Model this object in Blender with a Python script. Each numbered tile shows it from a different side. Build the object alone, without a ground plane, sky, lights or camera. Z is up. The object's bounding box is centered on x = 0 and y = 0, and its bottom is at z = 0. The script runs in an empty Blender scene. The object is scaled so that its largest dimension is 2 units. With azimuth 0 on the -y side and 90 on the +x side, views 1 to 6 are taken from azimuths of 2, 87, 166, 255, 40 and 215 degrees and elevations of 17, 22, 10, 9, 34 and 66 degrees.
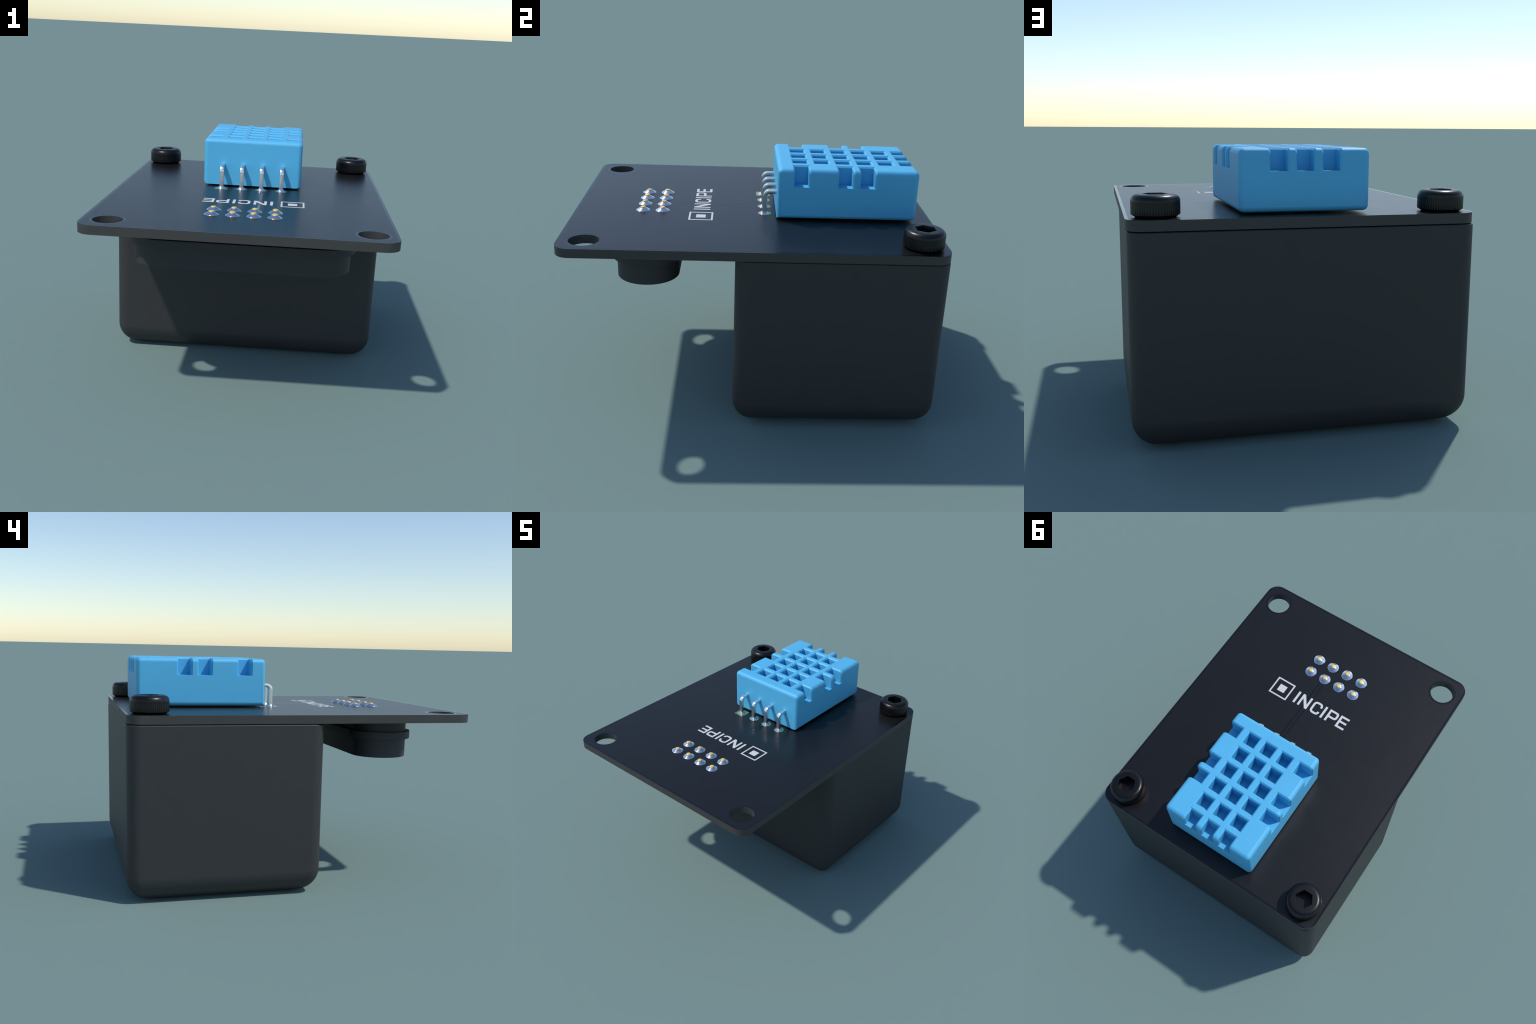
import bpy, bmesh, math, random
from mathutils import Vector
from mathutils.geometry import delaunay_2d_cdt

# ------------------------------------------------------------------ sizes (metres in the given frame)
BOARD_X0, BOARD_X1, BOARD_Y0, BOARD_Y1 = -0.7945, 0.7980, -1.0000, 0.9985
BOARD_CORNER = 0.080
BOARD_BOTTOM, BOARD_TOP, MASK_TOP = 0.9820, 1.0298, 1.0300
HOLE_X, HOLE_Y, HOLE_R = (-0.6585, 0.6705), (-0.8645, 0.8655), 0.078   # mounting holes
SCREW_X, SCREW_Y = (-0.6640, 0.6640), 0.8665
BOX_X0, BOX_X1, BOX_FRONT, BOX_BACK = -0.7985, 0.7940, -0.1000, 1.0000
BOX_CORNER, BOX_FILLET, BOX_TOP = 0.075, 0.146, 0.9810
SENSOR_X0, SENSOR_X1 = -0.300, 0.305
SENSOR_Y0, SENSOR_Y1 = 0.1240, 0.9000
SENSOR_Z0, SENSOR_FLOOR, SENSOR_Z1 = 1.0395, 1.2220, 1.3220
SENSOR_FILLET = 0.026
GRID_PITCH, GRID_HALF, GRID_CHAMFER = 0.1213, 0.0392, 0.0085
LEG_X = [-0.180, -0.0575, 0.0640, 0.1865]
LEG_Y = 0.0610
HEADER_X = [-0.1635, -0.0520, 0.0600, 0.1720]
HEADER_Y = [-0.6260, -0.5165]


# ------------------------------------------------------------------ materials
def material(name, colour, rough=0.5, metal=0.0, spec=0.5, coat=0.0, coat_rough=0.1,
             vary=0.06, scale=9.0, grain=0.0, grain_scale=220.0, ior=1.5):
    m = bpy.data.materials.new(name)
    m.use_nodes = True
    nt = m.node_tree
    b = nt.nodes["Principled BSDF"]
    b.inputs["Metallic"].default_value = metal
    b.inputs["Specular IOR Level"].default_value = spec
    b.inputs["IOR"].default_value = ior
    b.inputs["Coat Weight"].default_value = coat
    b.inputs["Coat Roughness"].default_value = coat_rough
    tc = nt.nodes.new("ShaderNodeTexCoord")
    n = nt.nodes.new("ShaderNodeTexNoise")
    n.inputs["Scale"].default_value = scale
    n.inputs["Detail"].default_value = 4.0
    nt.links.new(tc.outputs["Object"], n.inputs["Vector"])
    ramp = nt.nodes.new("ShaderNodeValToRGB")
    lo = [c * (1 - vary) for c in colour]
    hi = [min(1.0, c * (1 + vary)) for c in colour]
    ramp.color_ramp.elements[0].position = 0.30
    ramp.color_ramp.elements[1].position = 0.70
    ramp.color_ramp.elements[0].color = (*lo, 1)
    ramp.color_ramp.elements[1].color = (*hi, 1)
    nt.links.new(n.outputs["Fac"], ramp.inputs["Fac"])
    nt.links.new(ramp.outputs["Color"], b.inputs["Base Color"])
    rr = nt.nodes.new("ShaderNodeMapRange")
    rr.inputs["To Min"].default_value = max(0.02, rough * 0.95)
    rr.inputs["To Max"].default_value = min(1.0, rough * 1.05)
    nt.links.new(n.outputs["Fac"], rr.inputs["Value"])
    nt.links.new(rr.outputs["Result"], b.inputs["Roughness"])
    if grain > 0:
        g = nt.nodes.new("ShaderNodeTexNoise")
        g.inputs["Scale"].default_value = grain_scale
        g.inputs["Detail"].default_value = 2.0
        nt.links.new(tc.outputs["Object"], g.inputs["Vector"])
        bump = nt.nodes.new("ShaderNodeBump")
        bump.inputs["Strength"].default_value = grain
        bump.inputs["Distance"].default_value = 0.002
        nt.links.new(g.outputs["Fac"], bump.inputs["Height"])
        nt.links.new(bump.outputs["Normal"], b.inputs["Normal"])
    return m


M_BOX = material("matt_black_enclosure_plastic", (0.0303, 0.0304, 0.0314), rough=0.55, spec=0.42, vary=0.02, grain=0.03)
M_MASK = material("black_solder_mask", (0.0068, 0.0067, 0.0070), rough=0.31, spec=0.47, vary=0.03)
M_BARE = material("black_mask_over_bare_board", (0.0040, 0.0040, 0.0055), rough=0.20, spec=0.55, vary=0.03)
M_EDGE = material("dark_board_edge", (0.0425, 0.0415, 0.0390), rough=0.55, spec=0.45, vary=0.04)
M_BLUE = material("sky_blue_plastic", (0.089, 0.448, 0.735), rough=0.5, spec=0.4, vary=0.015, grain=0.02)
M_SCREW = material("black_oxide_steel", (0.0022, 0.0022, 0.0025), rough=0.34, spec=0.40, vary=0.05)
M_SOCKET = material("black_socket_plastic", (0.0330, 0.0335, 0.0360), rough=0.6, spec=0.40, vary=0.03)
M_TIN = material("bright_tin", (0.80, 0.81, 0.83), rough=0.24, metal=1.0, vary=0.03)
M_SOLDER = material("shiny_solder", (0.78, 0.80, 0.84), rough=0.15, metal=1.0, vary=0.03)
M_GOLD = material("gold_pin_tip", (0.88, 0.61, 0.19), rough=0.45, metal=0.30, vary=0.03)
M_PAD = material("gold_plated_pad", (0.80, 0.60, 0.20), rough=0.22, metal=1.0, vary=0.03)
M_INK = material("white_silkscreen_ink", (0.62, 0.62, 0.615), rough=0.6, spec=0.4, vary=0.02)


# ------------------------------------------------------------------ helpers
def finish(name, bm, mats, parent=None, smooth_angle=35.0, weighted=False):
    me = bpy.data.meshes.new(name)
    bm.normal_update()
    bm.to_mesh(me)
    bm.free()
    for m in (mats if isinstance(mats, (list, tuple)) else [mats]):
        me.materials.append(m)
    for p in me.polygons:
        p.use_smooth = True
    me.set_sharp_from_angle(angle=math.radians(smooth_angle))
    ob = bpy.data.objects.new(name, me)
    bpy.context.scene.collection.objects.link(ob)
    ob.parent = parent
    if weighted:
        bake_modifiers(ob, [("WEIGHTED_NORMAL", dict(keep_sharp=True, weight=80))])
    return ob


def bake_modifiers(ob, mods):
    for kind, settings in mods:
        m = ob.modifiers.new(kind.lower(), kind)
        for k, v in settings.items():
            setattr(m, k, v)
    dg = bpy.context.evaluated_depsgraph_get()
    dg.update()
    me = bpy.data.meshes.new_from_object(ob.evaluated_get(dg), depsgraph=dg)
    old = ob.data
    ob.modifiers.clear()
    ob.data = me
    me.name = old.name
    bpy.data.meshes.remove(old)


def rounded_rect(cx, cy, hx, hy, r, steps=12):
    pts = []
    for sx, sy, a0 in ((1, 1, 0), (-1, 1, 90), (-1, -1, 180), (1, -1, 270)):
        for i in range(steps + 1):
            a = math.radians(a0 + 90.0 * i / steps)
            pts.append((cx + sx * (hx - r) + r * math.cos(a), cy + sy * (hy - r) + r * math.sin(a)))
    return pts


def circle(cx, cy, r, n=64, phase=0.0):
    return [(cx + r * math.cos(phase + 2 * math.pi * i / n), cy + r * math.sin(phase + 2 * math.pi * i / n))
            for i in range(n)]


def loft(bm, rings, cap_start=True, cap_end=True):
    """rings: list of equally long lists of (x, y, z)."""
    vs = [[bm.verts.new(p) for p in ring] for ring in rings]
    n = len(vs[0])
    for a, b in zip(vs, vs[1:]):
        for i in range(n):
            j = (i + 1) % n
            bm.faces.new((a[i], a[j], b[j], b[i]))
    if cap_start:
        bm.faces.new(list(reversed(vs[0])))
    if cap_end:
        bm.faces.new(vs[-1])
    return vs


def inside(pt, loops):
    hit = False
    x, y = pt
    for pts in loops:
        for (x0, y0), (x1, y1) in zip(pts, pts[1:] + pts[:1]):
            if (y0 > y) != (y1 > y) and x < x0 + (y - y0) * (x1 - x0) / (y1 - y0):
                hit = not hit
    return hit


def plate(name, outline, holes, z0, z1, mats, parent, side_index=0):
    """A flat sheet with holes and real thickness."""
    loops = [list(outline)] + [list(h) for h in holes]
    verts, edges = [], []
    for pts in loops:
        k, n = len(verts), len(pts)
        verts += [Vector(p) for p in pts]
        edges += [(k + i, k + (i + 1) % n) for i in range(n)]
    co, _, tris, *_ = delaunay_2d_cdt(verts, edges, [], 0, 1e-7)
    tris = [t for t in tris if inside(sum((co[i] for i in t), Vector((0, 0))) / 3, loops)]
    bm = bmesh.new()
    top = [bm.verts.new((c.x, c.y, z1)) for c in co]
    low = [bm.verts.new((c.x, c.y, z0)) for c in co]
    count = {}
    for t in tris:
        bm.faces.new([top[i] for i in t])
        bm.faces.new([low[i] for i in reversed(t)])
        for e in zip(t, t[1:] + t[:1]):
            count[e] = 1
    for i, j in count:
        if (j, i) not in count:
            f = bm.faces.new((top[j], top[i], low[i], low[j]))
            f.material_index = side_index
    ob = finish(name, bm, mats, parent, 35)
    for p in ob.data.polygons:
        if abs(p.normal.z) > 0.9:
            p.use_smooth = False
    return ob


def revolve(bm, profile, cx=0.0, cy=0.0, n=48, radius_fn=None):
    rings = []
    for r, z in profile:
        ring = []
        for i in range(n):
            a = 2 * math.pi * i / n
            rr = radius_fn(r, z, a) if radius_fn else r
            ring.append((cx + rr * math.cos(a), cy + rr * math.sin(a), z))
        rings.append(ring)
    return loft(bm, rings)


def copy_of(ob, name, loc, parent, rot=0.0):
    o = ob.copy()
    o.name = name
    o.location = loc
    o.rotation_euler = (0, 0, rot)
    o.parent = parent
    bpy.context.scene.collection.objects.link(o)
    return o


# ------------------------------------------------------------------ the thing
module = bpy.data.objects.new("sensor_module", None)
bpy.context.scene.collection.objects.link(module)
module["label"] = "black boxed sensor board with bright blue slotted sensor"
module["category"] = "electronic sensor"

# ------------------------------------------------------------------ enclosure
def build_enclosure():
    bm = bmesh.new()
    cx, hx = (BOX_X0 + BOX_X1) / 2, (BOX_X1 - BOX_X0) / 2
    cy, hy = (BOX_FRONT + BOX_BACK) / 2, (BOX_BACK - BOX_FRONT) / 2
    prof = []                                             # (inset, z)
    for i in range(15):
        a = math.radians(90 * i / 14)
        prof.append((BOX_FILLET * (1 - math.sin(a)), BOX_FILLET * (1 - math.cos(a))))
    prof += [(0.0, 0.30), (0.0, 0.60), (0.0, BOX_TOP - 0.010), (0.0015, BOX_TOP - 0.0065), (0.005, BOX_TOP - 0.004), (0.012, BOX_TOP - 0.003)]
    rings = []
    for inset, z in prof:
        r = max(0.012, BOX_CORNER - 0.6 * inset)
        rings.append([(x, y, z) for x, y in rounded_rect(cx, cy, hx - inset, hy - inset, r)])
    loft(bm, rings)
    return finish("enclosure", bm, M_BOX, module, 50, weighted=True)

enclosure = build_enclosure()

# ------------------------------------------------------------------ circuit board
BCX, BHX = (BOARD_X0 + BOARD_X1) / 2, (BOARD_X1 - BOARD_X0) / 2
BCY, BHY = (BOARD_Y0 + BOARD_Y1) / 2, (BOARD_Y1 - BOARD_Y0) / 2
mount_holes = [circle(x, y, HOLE_R) for x in HOLE_X for y in HOLE_Y]
board = plate("circuit_board", rounded_rect(BCX, BCY, BHX, BHY, BOARD_CORNER), mount_holes,
              BOARD_BOTTOM, BOARD_TOP, [M_BARE, M_EDGE], module, side_index=1)

# copper pour under the mask: stands a hair proud, with clearance at the rim, holes, pads and the trace;
# its straight edges run on until the rounded board corner cuts them off
RIM = 0.0150
def pour_outline():
    r = BOARD_CORNER - 0.0006
    a0 = math.degrees(math.acos((BOARD_CORNER - RIM) / r))
    pts = []
    for sx, sy, start in ((1, 1, 0), (-1, 1, 90), (-1, -1, 180), (1, -1, 270)):
        for i in range(9):
            a = math.radians(start + a0 + (90 - 2 * a0) * i / 8)
            pts.append((BCX + sx * (BHX - BOARD_CORNER) + r * math.cos(a), BCY + sy * (BHY - BOARD_CORNER) + r * math.sin(a)))
    return pts
def slot(x_off, half):
    y0, y1 = HEADER_Y[1] + 0.048, LEG_Y - 0.046
    xa, xb = HEADER_X[2] + x_off, LEG_X[2] + x_off
    return [(xa - half, y0), (xa + half, y0), (xb + half, y1), (xb - half, y1)]
pour_holes = [circle(x, y, HOLE_R + 0.0142) for x in HOLE_X for y in HOLE_Y]
pour_holes += [circle(x, y, 0.0445, 40) for x in HEADER_X for y in HEADER_Y]
pour_holes += [circle(x, LEG_Y, 0.0440, 40) for x in LEG_X[1:]]
pour_holes += [rounded_rect(LEG_X[0], LEG_Y, 0.045, 0.045, 0.004, 3)]
pour_holes += [slot(-0.0135, 0.0065), slot(0.0135, 0.0065)]
pour = plate("solder_mask", pour_outline(), pour_holes, BOARD_TOP - 0.0008, MASK_TOP, M_MASK, board)

# ------------------------------------------------------------------ silkscreen
INK0, INK1 = MASK_TOP - 0.0006, MASK_TOP + 0.0009

def stroke_outline(path, w):
    """Outline of a mitred open stroke of width w."""
    P = [Vector(p) for p in path]
    left, right = [], []
    for i, p in enumerate(P):
        d0 = (P[i] - P[i - 1]).normalized() if i > 0 else None
        d1 = (P[i + 1] - P[i]).normalized() if i < len(P) - 1 else None
        d0, d1 = d0 or d1, d1 or d0
        n0, n1 = Vector((-d0.y, d0.x)), Vector((-d1.y, d1.x))
        m = (n0 + n1).normalized()
        k = (w / 2) / max(0.35, m.dot(n1))
        left.append(p + m * k)
        right.append(p - m * k)
    return [tuple(v) for v in left] + [tuple(v) for v in reversed(right)]

TOP, BOT, W = 0.3425, 0.2485, 0.0147          # heights of the letters, in v = -y
def arc(cx, cy, r, a0, a1, n=5):
    return [(cx + r * math.cos(math.radians(a0 + (a1 - a0) * i / n)),
             cy + r * math.sin(math.radians(a0 + (a1 - a0) * i / n))) for i in range(n + 1)]

def letter_parts():
    h = W / 2
    yield [[(-0.1505, BOT), (-0.1350, BOT), (-0.1350, TOP), (-0.1505, TOP)]], []          # I
    u0, u1 = -0.1150, -0.0412                                                            # N
    yield [[(u0, BOT), (u0, TOP), (u0 + 0.0165, TOP), (u1 - W, BOT + 0.031), (u1 - W, TOP), (u1, TOP),
            (u1, BOT), (u1 - 0.0165, BOT), (u0 + W, TOP - 0.031), (u0 + W, BOT)]], []
    l, r, t, b = -0.0213 + h, 0.0475 - h, TOP - h, BOT + h                               # C
    path = ([(r, t - 0.026)] + arc(r - 0.016, t - 0.016, 0.016, 0, 90, 3) + arc(l + 0.018, t - 0.018, 0.018, 90, 180, 3)
            + arc(l + 0.018, b + 0.018, 0.018, 180, 270, 3) + arc(r - 0.016, b + 0.016, 0.016, 270, 360, 3) + [(r, b + 0.022)])
    yield [stroke_outline(path, W)], []
    yield [[(0.0635, BOT), (0.0790, BOT), (0.0790, TOP), (0.0635, TOP)]], []               # I
    l, t, m, r = 0.0995, TOP, 0.2815, 0.1725                                             # P
    outer = [(l, BOT), (l + W, BOT), (l + W, m)] + arc(r - 0.020, m + 0.020, 0.020, 270, 360) + \
        arc(r - 0.020, t - 0.020, 0.020, 0, 90) + [(l, t)]
    inner = [(l + W, m + W)] + arc(r - W - 0.008, m + W + 0.008, 0.008, 270, 360, 4) + \
        arc(r - W - 0.008, t - W - 0.008, 0.008, 0, 90, 4) + [(l + W, t - W)]
    yield [outer], [inner]
    l, r, mid = 0.1845, 0.2495, 0.2970                                                   # E
    yield [[(l, BOT), (r, BOT), (r, BOT + W), (l + W, BOT + W), (l + W, mid - h), (r - 0.0035, mid - h),
            (r - 0.0035, mid + h), (l + W, mid + h), (l + W, TOP - W), (r, TOP - W), (r, TOP), (l, TOP)]], []

flip = lambda pts: [(-u, -v) for u, v in pts]
for outer, inner in letter_parts():
    plate("letter", flip(outer[0]), [flip(p) for p in inner], INK0, INK1, M_INK, board)
lx, ly = 0.2622, -0.2955
plate("logo_frame", rounded_rect(lx, ly, 0.0675, 0.0670, 0.0008, 2), [rounded_rect(lx, ly, 0.0575, 0.0570, 0.0008, 2)],
      INK0, INK1, M_INK, board)
plate("logo_square", rounded_rect(lx, ly, 0.0265, 0.0265, 0.0008, 2), [], INK0, INK1, M_INK, board)

# ------------------------------------------------------------------ header: solder cones with gold pin tips
def build_cone(rng):
    """Hand-soldered joint: a lip at the board, a slightly uneven cone and a soft shoulder round the pin."""
    bm = bmesh.new()
    prof = [(0.0394, 0.0), (0.0394, 0.0006), (0.0368, 0.0024), (0.0318, 0.0052), (0.0262, 0.0085),
            (0.0212, 0.0118), (0.0178, 0.0138), (0.0152, 0.0147)]
    waves = [(k, rng.uniform(0, 2 * math.pi), rng.uniform(0.006, 0.022)) for k in (1, 2, 3, 5)]
    lean = rng.uniform(-0.0015, 0.0015), rng.uniform(-0.0015, 0.0015)
    def wobble(r, z, a):
        return r * (1 + min(1.0, (r - 0.0148) / 0.02) * sum(w * math.cos(k * a + p) for k, p, w in waves))
    revolve(bm, prof, n=48, radius_fn=wobble)
    for v in bm.verts:
        t = v.co.z / 0.0147
        v.co.x += lean[0] * t
        v.co.y += lean[1] * t
    return finish("solder_joint", bm, M_SOLDER, board, 70), lean

def build_tip():
    bm = bmesh.new()
    revolve(bm, [(0.0140, -0.0030), (0.0148, 0.0), (0.0150, 0.0040), (0.0146, 0.0054), (0.0134, 0.0062), (0.0060, 0.0066)], n=28)
    return finish("pin_tip", bm, M_GOLD, None, 50)

tip0 = build_tip()
rng = random.Random(11)
for x in HEADER_X:
    for y in HEADER_Y:
        joint, lean = build_cone(rng)
        joint.location = (x, y, BOARD_TOP + 0.0002)
        tip = copy_of(tip0, "pin_tip", (x + lean[0], y + lean[1], BOARD_TOP + 0.0138 + rng.uniform(-0.0008, 0.0008)), board)
        tip.rotation_euler = (rng.uniform(-0.10, 0.10), rng.uniform(-0.10, 0.10), 0)
bpy.data.objects.remove(tip0)

# ------------------------------------------------------------------ socket below the board (stadium shaped, with a flange)
def build_socket():
    cx, cy = 0.003, -0.571
    def stadium(half_len, r, z):
        return [(x, y, z) for x, y in rounded_rect(cx, cy, half_len, r, r, 24)]
    def tier(name, levels, parent):
        bm = bmesh.new()
        loft(bm, [stadium(0.4200 + r, r, z) for r, z in levels])
        return finish(name, bm, M_SOCKET, parent, 40)
    body = tier("socket", [(0.150, 0.754), (0.1645, 0.751), (0.1665, 0.753), (0.1670, 0.870), (0.1670, 0.983)], module)
    tier("socket_flange", [(0.160, 0.8615), (0.1895, 0.8615), (0.1915, 0.8635), (0.1915, 0.9060), (0.1895, 0.9080), (0.160, 0.9080)], body)
    return body

socket = build_socket()

# ------------------------------------------------------------------ screws
def build_screw():
    bm = bmesh.new()
    R, grooves, sub = 0.1065, 56, 8
    n = grooves * sub
    z0, z1 = 0.0, 0.0985
    fil = 0.029
    def ridge(r, z, a):
        if 0.011 < z < z1 - fil - 0.006:
            k = (a * grooves / (2 * math.pi)) % 1.0
            dip = max(0.0, 1 - abs(k - 0.5) / 0.25)
            return r - 0.0022 * dip * max(0.45, 1.15 - z / (z1 - fil))
        return r
    prof = [(R - 0.019, z0), (R - 0.015, z0 + 0.002), (R - 0.003, z0 + 0.0100), (R, z0 + 0.0122), (R, 0.035), (R, 0.050), (R, z1 - fil - 0.008), (R, z1 - fil - 0.004), (R, z1 - fil)]
    for i in range(1, 11):
        a = math.radians(90 * i / 10)
        prof.append((R - fil * (1 - math.cos(a)), z1 - fil * (1 - math.sin(a))))
    rings = []
    for r, z in prof:
        rings.append([(ridge(r, z, 2 * math.pi * i / n) * math.cos(2 * math.pi * i / n),
                       ridge(r, z, 2 * math.pi * i / n) * math.sin(2 * math.pi * i / n), z) for i in range(n)])
    # flat top runs into the hexagonal socket
    def hexagon(r, z):
        out = []
        for i in range(n):
            a = 2 * math.pi * i / n
            d = math.cos(math.pi / 6) / math.cos((a % (math.pi / 3)) - math.pi / 6)
            out.append((r * d * math.cos(a), r * d * math.sin(a), z))
        return out
    hr = 0.0570
    rings += [hexagon(hr, z1), hexagon(hr - 0.0005, z1 - 0.0012), hexagon(hr - 0.0005, z1 - 0.070)]
    loft(bm, rings)
    return finish("screw", bm, M_SCREW, None, 38, weighted=False)

screw = build_screw()
screw.parent = module
screw.location = (SCREW_X[1], SCREW_Y, MASK_TOP + 0.0004)
screw.rotation_euler = (0, 0, 0)
copy_of(screw, "screw", (SCREW_X[0], SCREW_Y, MASK_TOP + 0.0004), module)

# ------------------------------------------------------------------ blue sensor housing with its grille
def mesh_of(bm):
    bmesh.ops.recalc_face_normals(bm, faces=bm.faces)
    me = bpy.data.meshes.new("cutter")
    bm.to_mesh(me)
    bm.free()
    ob = bpy.data.objects.new("cutter", me)
    bpy.context.scene.collection.objects.link(ob)
    return ob


def build_housing():
    cx = (SENSOR_X0 + SENSOR_X1) / 2
    h, c, e, r = GRID_HALF, GRID_CHAMFER, 0.004, SENSOR_FILLET
    Z0, ZF, Z1 = SENSOR_Z0, SENSOR_FLOOR, SENSOR_Z1
    # rounded block
    bm = bmesh.new()
    bmesh.ops.create_cube(bm, size=1.0)
    for v in bm.verts:
        v.co = (SENSOR_X0 if v.co.x < 0 else SENSOR_X1, SENSOR_Y0 if v.co.y < 0 else SENSOR_Y1, Z0 if v.co.z < 0 else Z1)
    # every edge is rounded but the lower one on the leg side, which is left square
    rounded = [ed for ed in bm.edges if not all(v.co.y < SENSOR_Y0 + 1e-4 and v.co.z < Z0 + 1e-4 for v in ed.verts)]
    bmesh.ops.bevel(bm, geom=rounded, offset=r, offset_type="OFFSET", segments=6, profile=0.5, affect="EDGES")
    ob = finish("sensor_housing", bm, M_BLUE, module, 180)

    cols = [cx + k * GRID_PITCH for k in (-1, 0, 1)]
    rows = [0.2535 + k * GRID_PITCH for k in range(5)]
    side = 0.2105                                     # inner wall of the side notches, from the middle
    back = 0.2535 + 5 * GRID_PITCH - h                # inner wall of the rear notches

    pockets, rims = bmesh.new(), bmesh.new()
    def rect(x0, x1, y0, y1, z):
        return [(x0, y0, z), (x1, y0, z), (x1, y1, z), (x0, y1, z)]
    for x in cols:                                    # closed pockets with a chamfered rim
        for y in rows:
            g = h + c + e
            loft(pockets, [rect(x - h, x + h, y - h, y + h, ZF), rect(x - h, x + h, y - h, y + h, Z1 - c),
                           rect(x - g, x + g, y - g, y + g, Z1 + e)])

    def notch(to_xyz, wall, face, mid):
        """Open notch: u runs outward from its inner wall to the outer face, w across it."""
        box = [(u, w, z) for z in (ZF, Z1 + 0.05) for u, w in ((wall, mid - h), (face + 0.05, mid - h), (face + 0.05, mid + h), (wall, mid + h))]
        loft(pockets, [[to_xyz(*p) for p in box[:4]], [to_xyz(*p) for p in box[4:]]])
        rings = []
        for w, d in ((-(h + c + e), -e), (-(h - e), c + e), (h - e, c + e), (h + c + e, -e)):
            t = c - d
            prof = [(wall - t, Z1 - d)]
            for i in range(7):
                a = math.radians(90 - 15 * i)
                prof.append((face - r + (r - d) * math.cos(a), Z1 - r + (r - d) * math.sin(a)))
            prof += [(face - d, ZF), (face + 0.05, ZF), (face + 0.05, Z1 + 0.05), (wall - c - e, Z1 + 0.05), (wall - c - e, Z1 + e)]
            rings.append([to_xyz(u, mid + w, z) for u, z in prof])
        loft(rims, rings)

    for y in (rows[0], rows[2], rows[3]):
        notch(lambda u, w, z: (cx + u, w, z), side, SENSOR_X1 - cx, y)
        notch(lambda u, w, z: (cx - u, w, z), side, cx - SENSOR_X0, y)
    for x in cols:
        notch(lambda u, w, z: (w, u, z), back, SENSOR_Y1, x)

    cutters = [mesh_of(pockets), mesh_of(rims)]
    for cut in cutters:
        bake_modifiers(ob, [("BOOLEAN", dict(operation="DIFFERENCE", solver="EXACT", object=cut))])
    for cut in cutters:
        me = cut.data
        bpy.data.objects.remove(cut)
        bpy.data.meshes.remove(me)
    bm = bmesh.new()
    bm.from_mesh(ob.data)
    bmesh.ops.remove_doubles(bm, verts=bm.verts, dist=2e-5)
    bm.to_mesh(ob.data)
    bm.free()
    for p in ob.data.polygons:
        p.use_smooth = True
    ob.data.set_sharp_from_angle(angle=math.radians(28))
    bake_modifiers(ob, [("WEIGHTED_NORMAL", dict(keep_sharp=True, weight=90))])
    ob.data.materials.clear()
    ob.data.materials.append(M_BLUE)
    return ob

housing = build_housing()

# ------------------------------------------------------------------ sensor legs, pads and solder
def build_leg():
    bm = bmesh.new()
    s, zc, bend = 0.0122, 1.1600, 0.026
    path = [((0, 0, BOARD_TOP - 0.004), 0.0), ((0, 0, zc - bend), 0.0)]
    for i in range(1, 9):
        a = math.radians(90 * i / 8)
        path.append(((0, bend * (1 - math.cos(a)), zc - bend + bend * math.sin(a)), 90 * i / 8))
    path.append(((0, SENSOR_Y0 + 0.012 - LEG_Y, zc), 90.0))
    section = rounded_rect(0, 0, s, s, 0.0018, 2)
    rings = []
    for (x, y, z), ang in path:
        c, sn = math.cos(math.radians(ang)), math.sin(math.radians(ang))
        rings.append([(x + u, y + v * c, z - v * sn) for u, v in section])
    loft(bm, rings)
    bmesh.ops.recalc_face_normals(bm, faces=bm.faces)
    return finish("sensor_leg", bm, M_TIN, None, 42)

def build_leg_solder():
    bm = bmesh.new()
    rings = []
    for r, w, z in ((0.0300, 0.0, 0.0), (0.0300, 0.0, 0.0010), (0.0255, 0.25, 0.0034), (0.0190, 0.75, 0.0062), (0.0142, 1.0, 0.0090), (0.0126, 1.0, 0.0100)):
        ring = []
        for i in range(48):
            a = 2 * math.pi * i / 48
            ca, sa = math.cos(a), math.sin(a)
            k = (1 - w) + w / max(abs(ca), abs(sa))
            ring.append((r * k * ca, r * k * sa, z))
        rings.append(ring)
    loft(bm, rings)
    return finish("leg_solder", bm, M_SOLDER, None, 50)

leg0, fillet0 = build_leg(), build_leg_solder()
for i, x in enumerate(LEG_X):
    outline = rounded_rect(x, LEG_Y, 0.0400, 0.0400, 0.002, 3) if i == 0 else circle(x, LEG_Y, 0.0370, 40)
    plate("solder_pad", outline, [], BOARD_TOP - 0.001, MASK_TOP + 0.0006, M_PAD, board)
    copy_of(fillet0, "leg_solder", (x, LEG_Y, MASK_TOP + 0.0002), board)
    copy_of(leg0, "sensor_leg", (x, LEG_Y, 0), housing)
bpy.data.objects.remove(leg0)
bpy.data.objects.remove(fillet0)
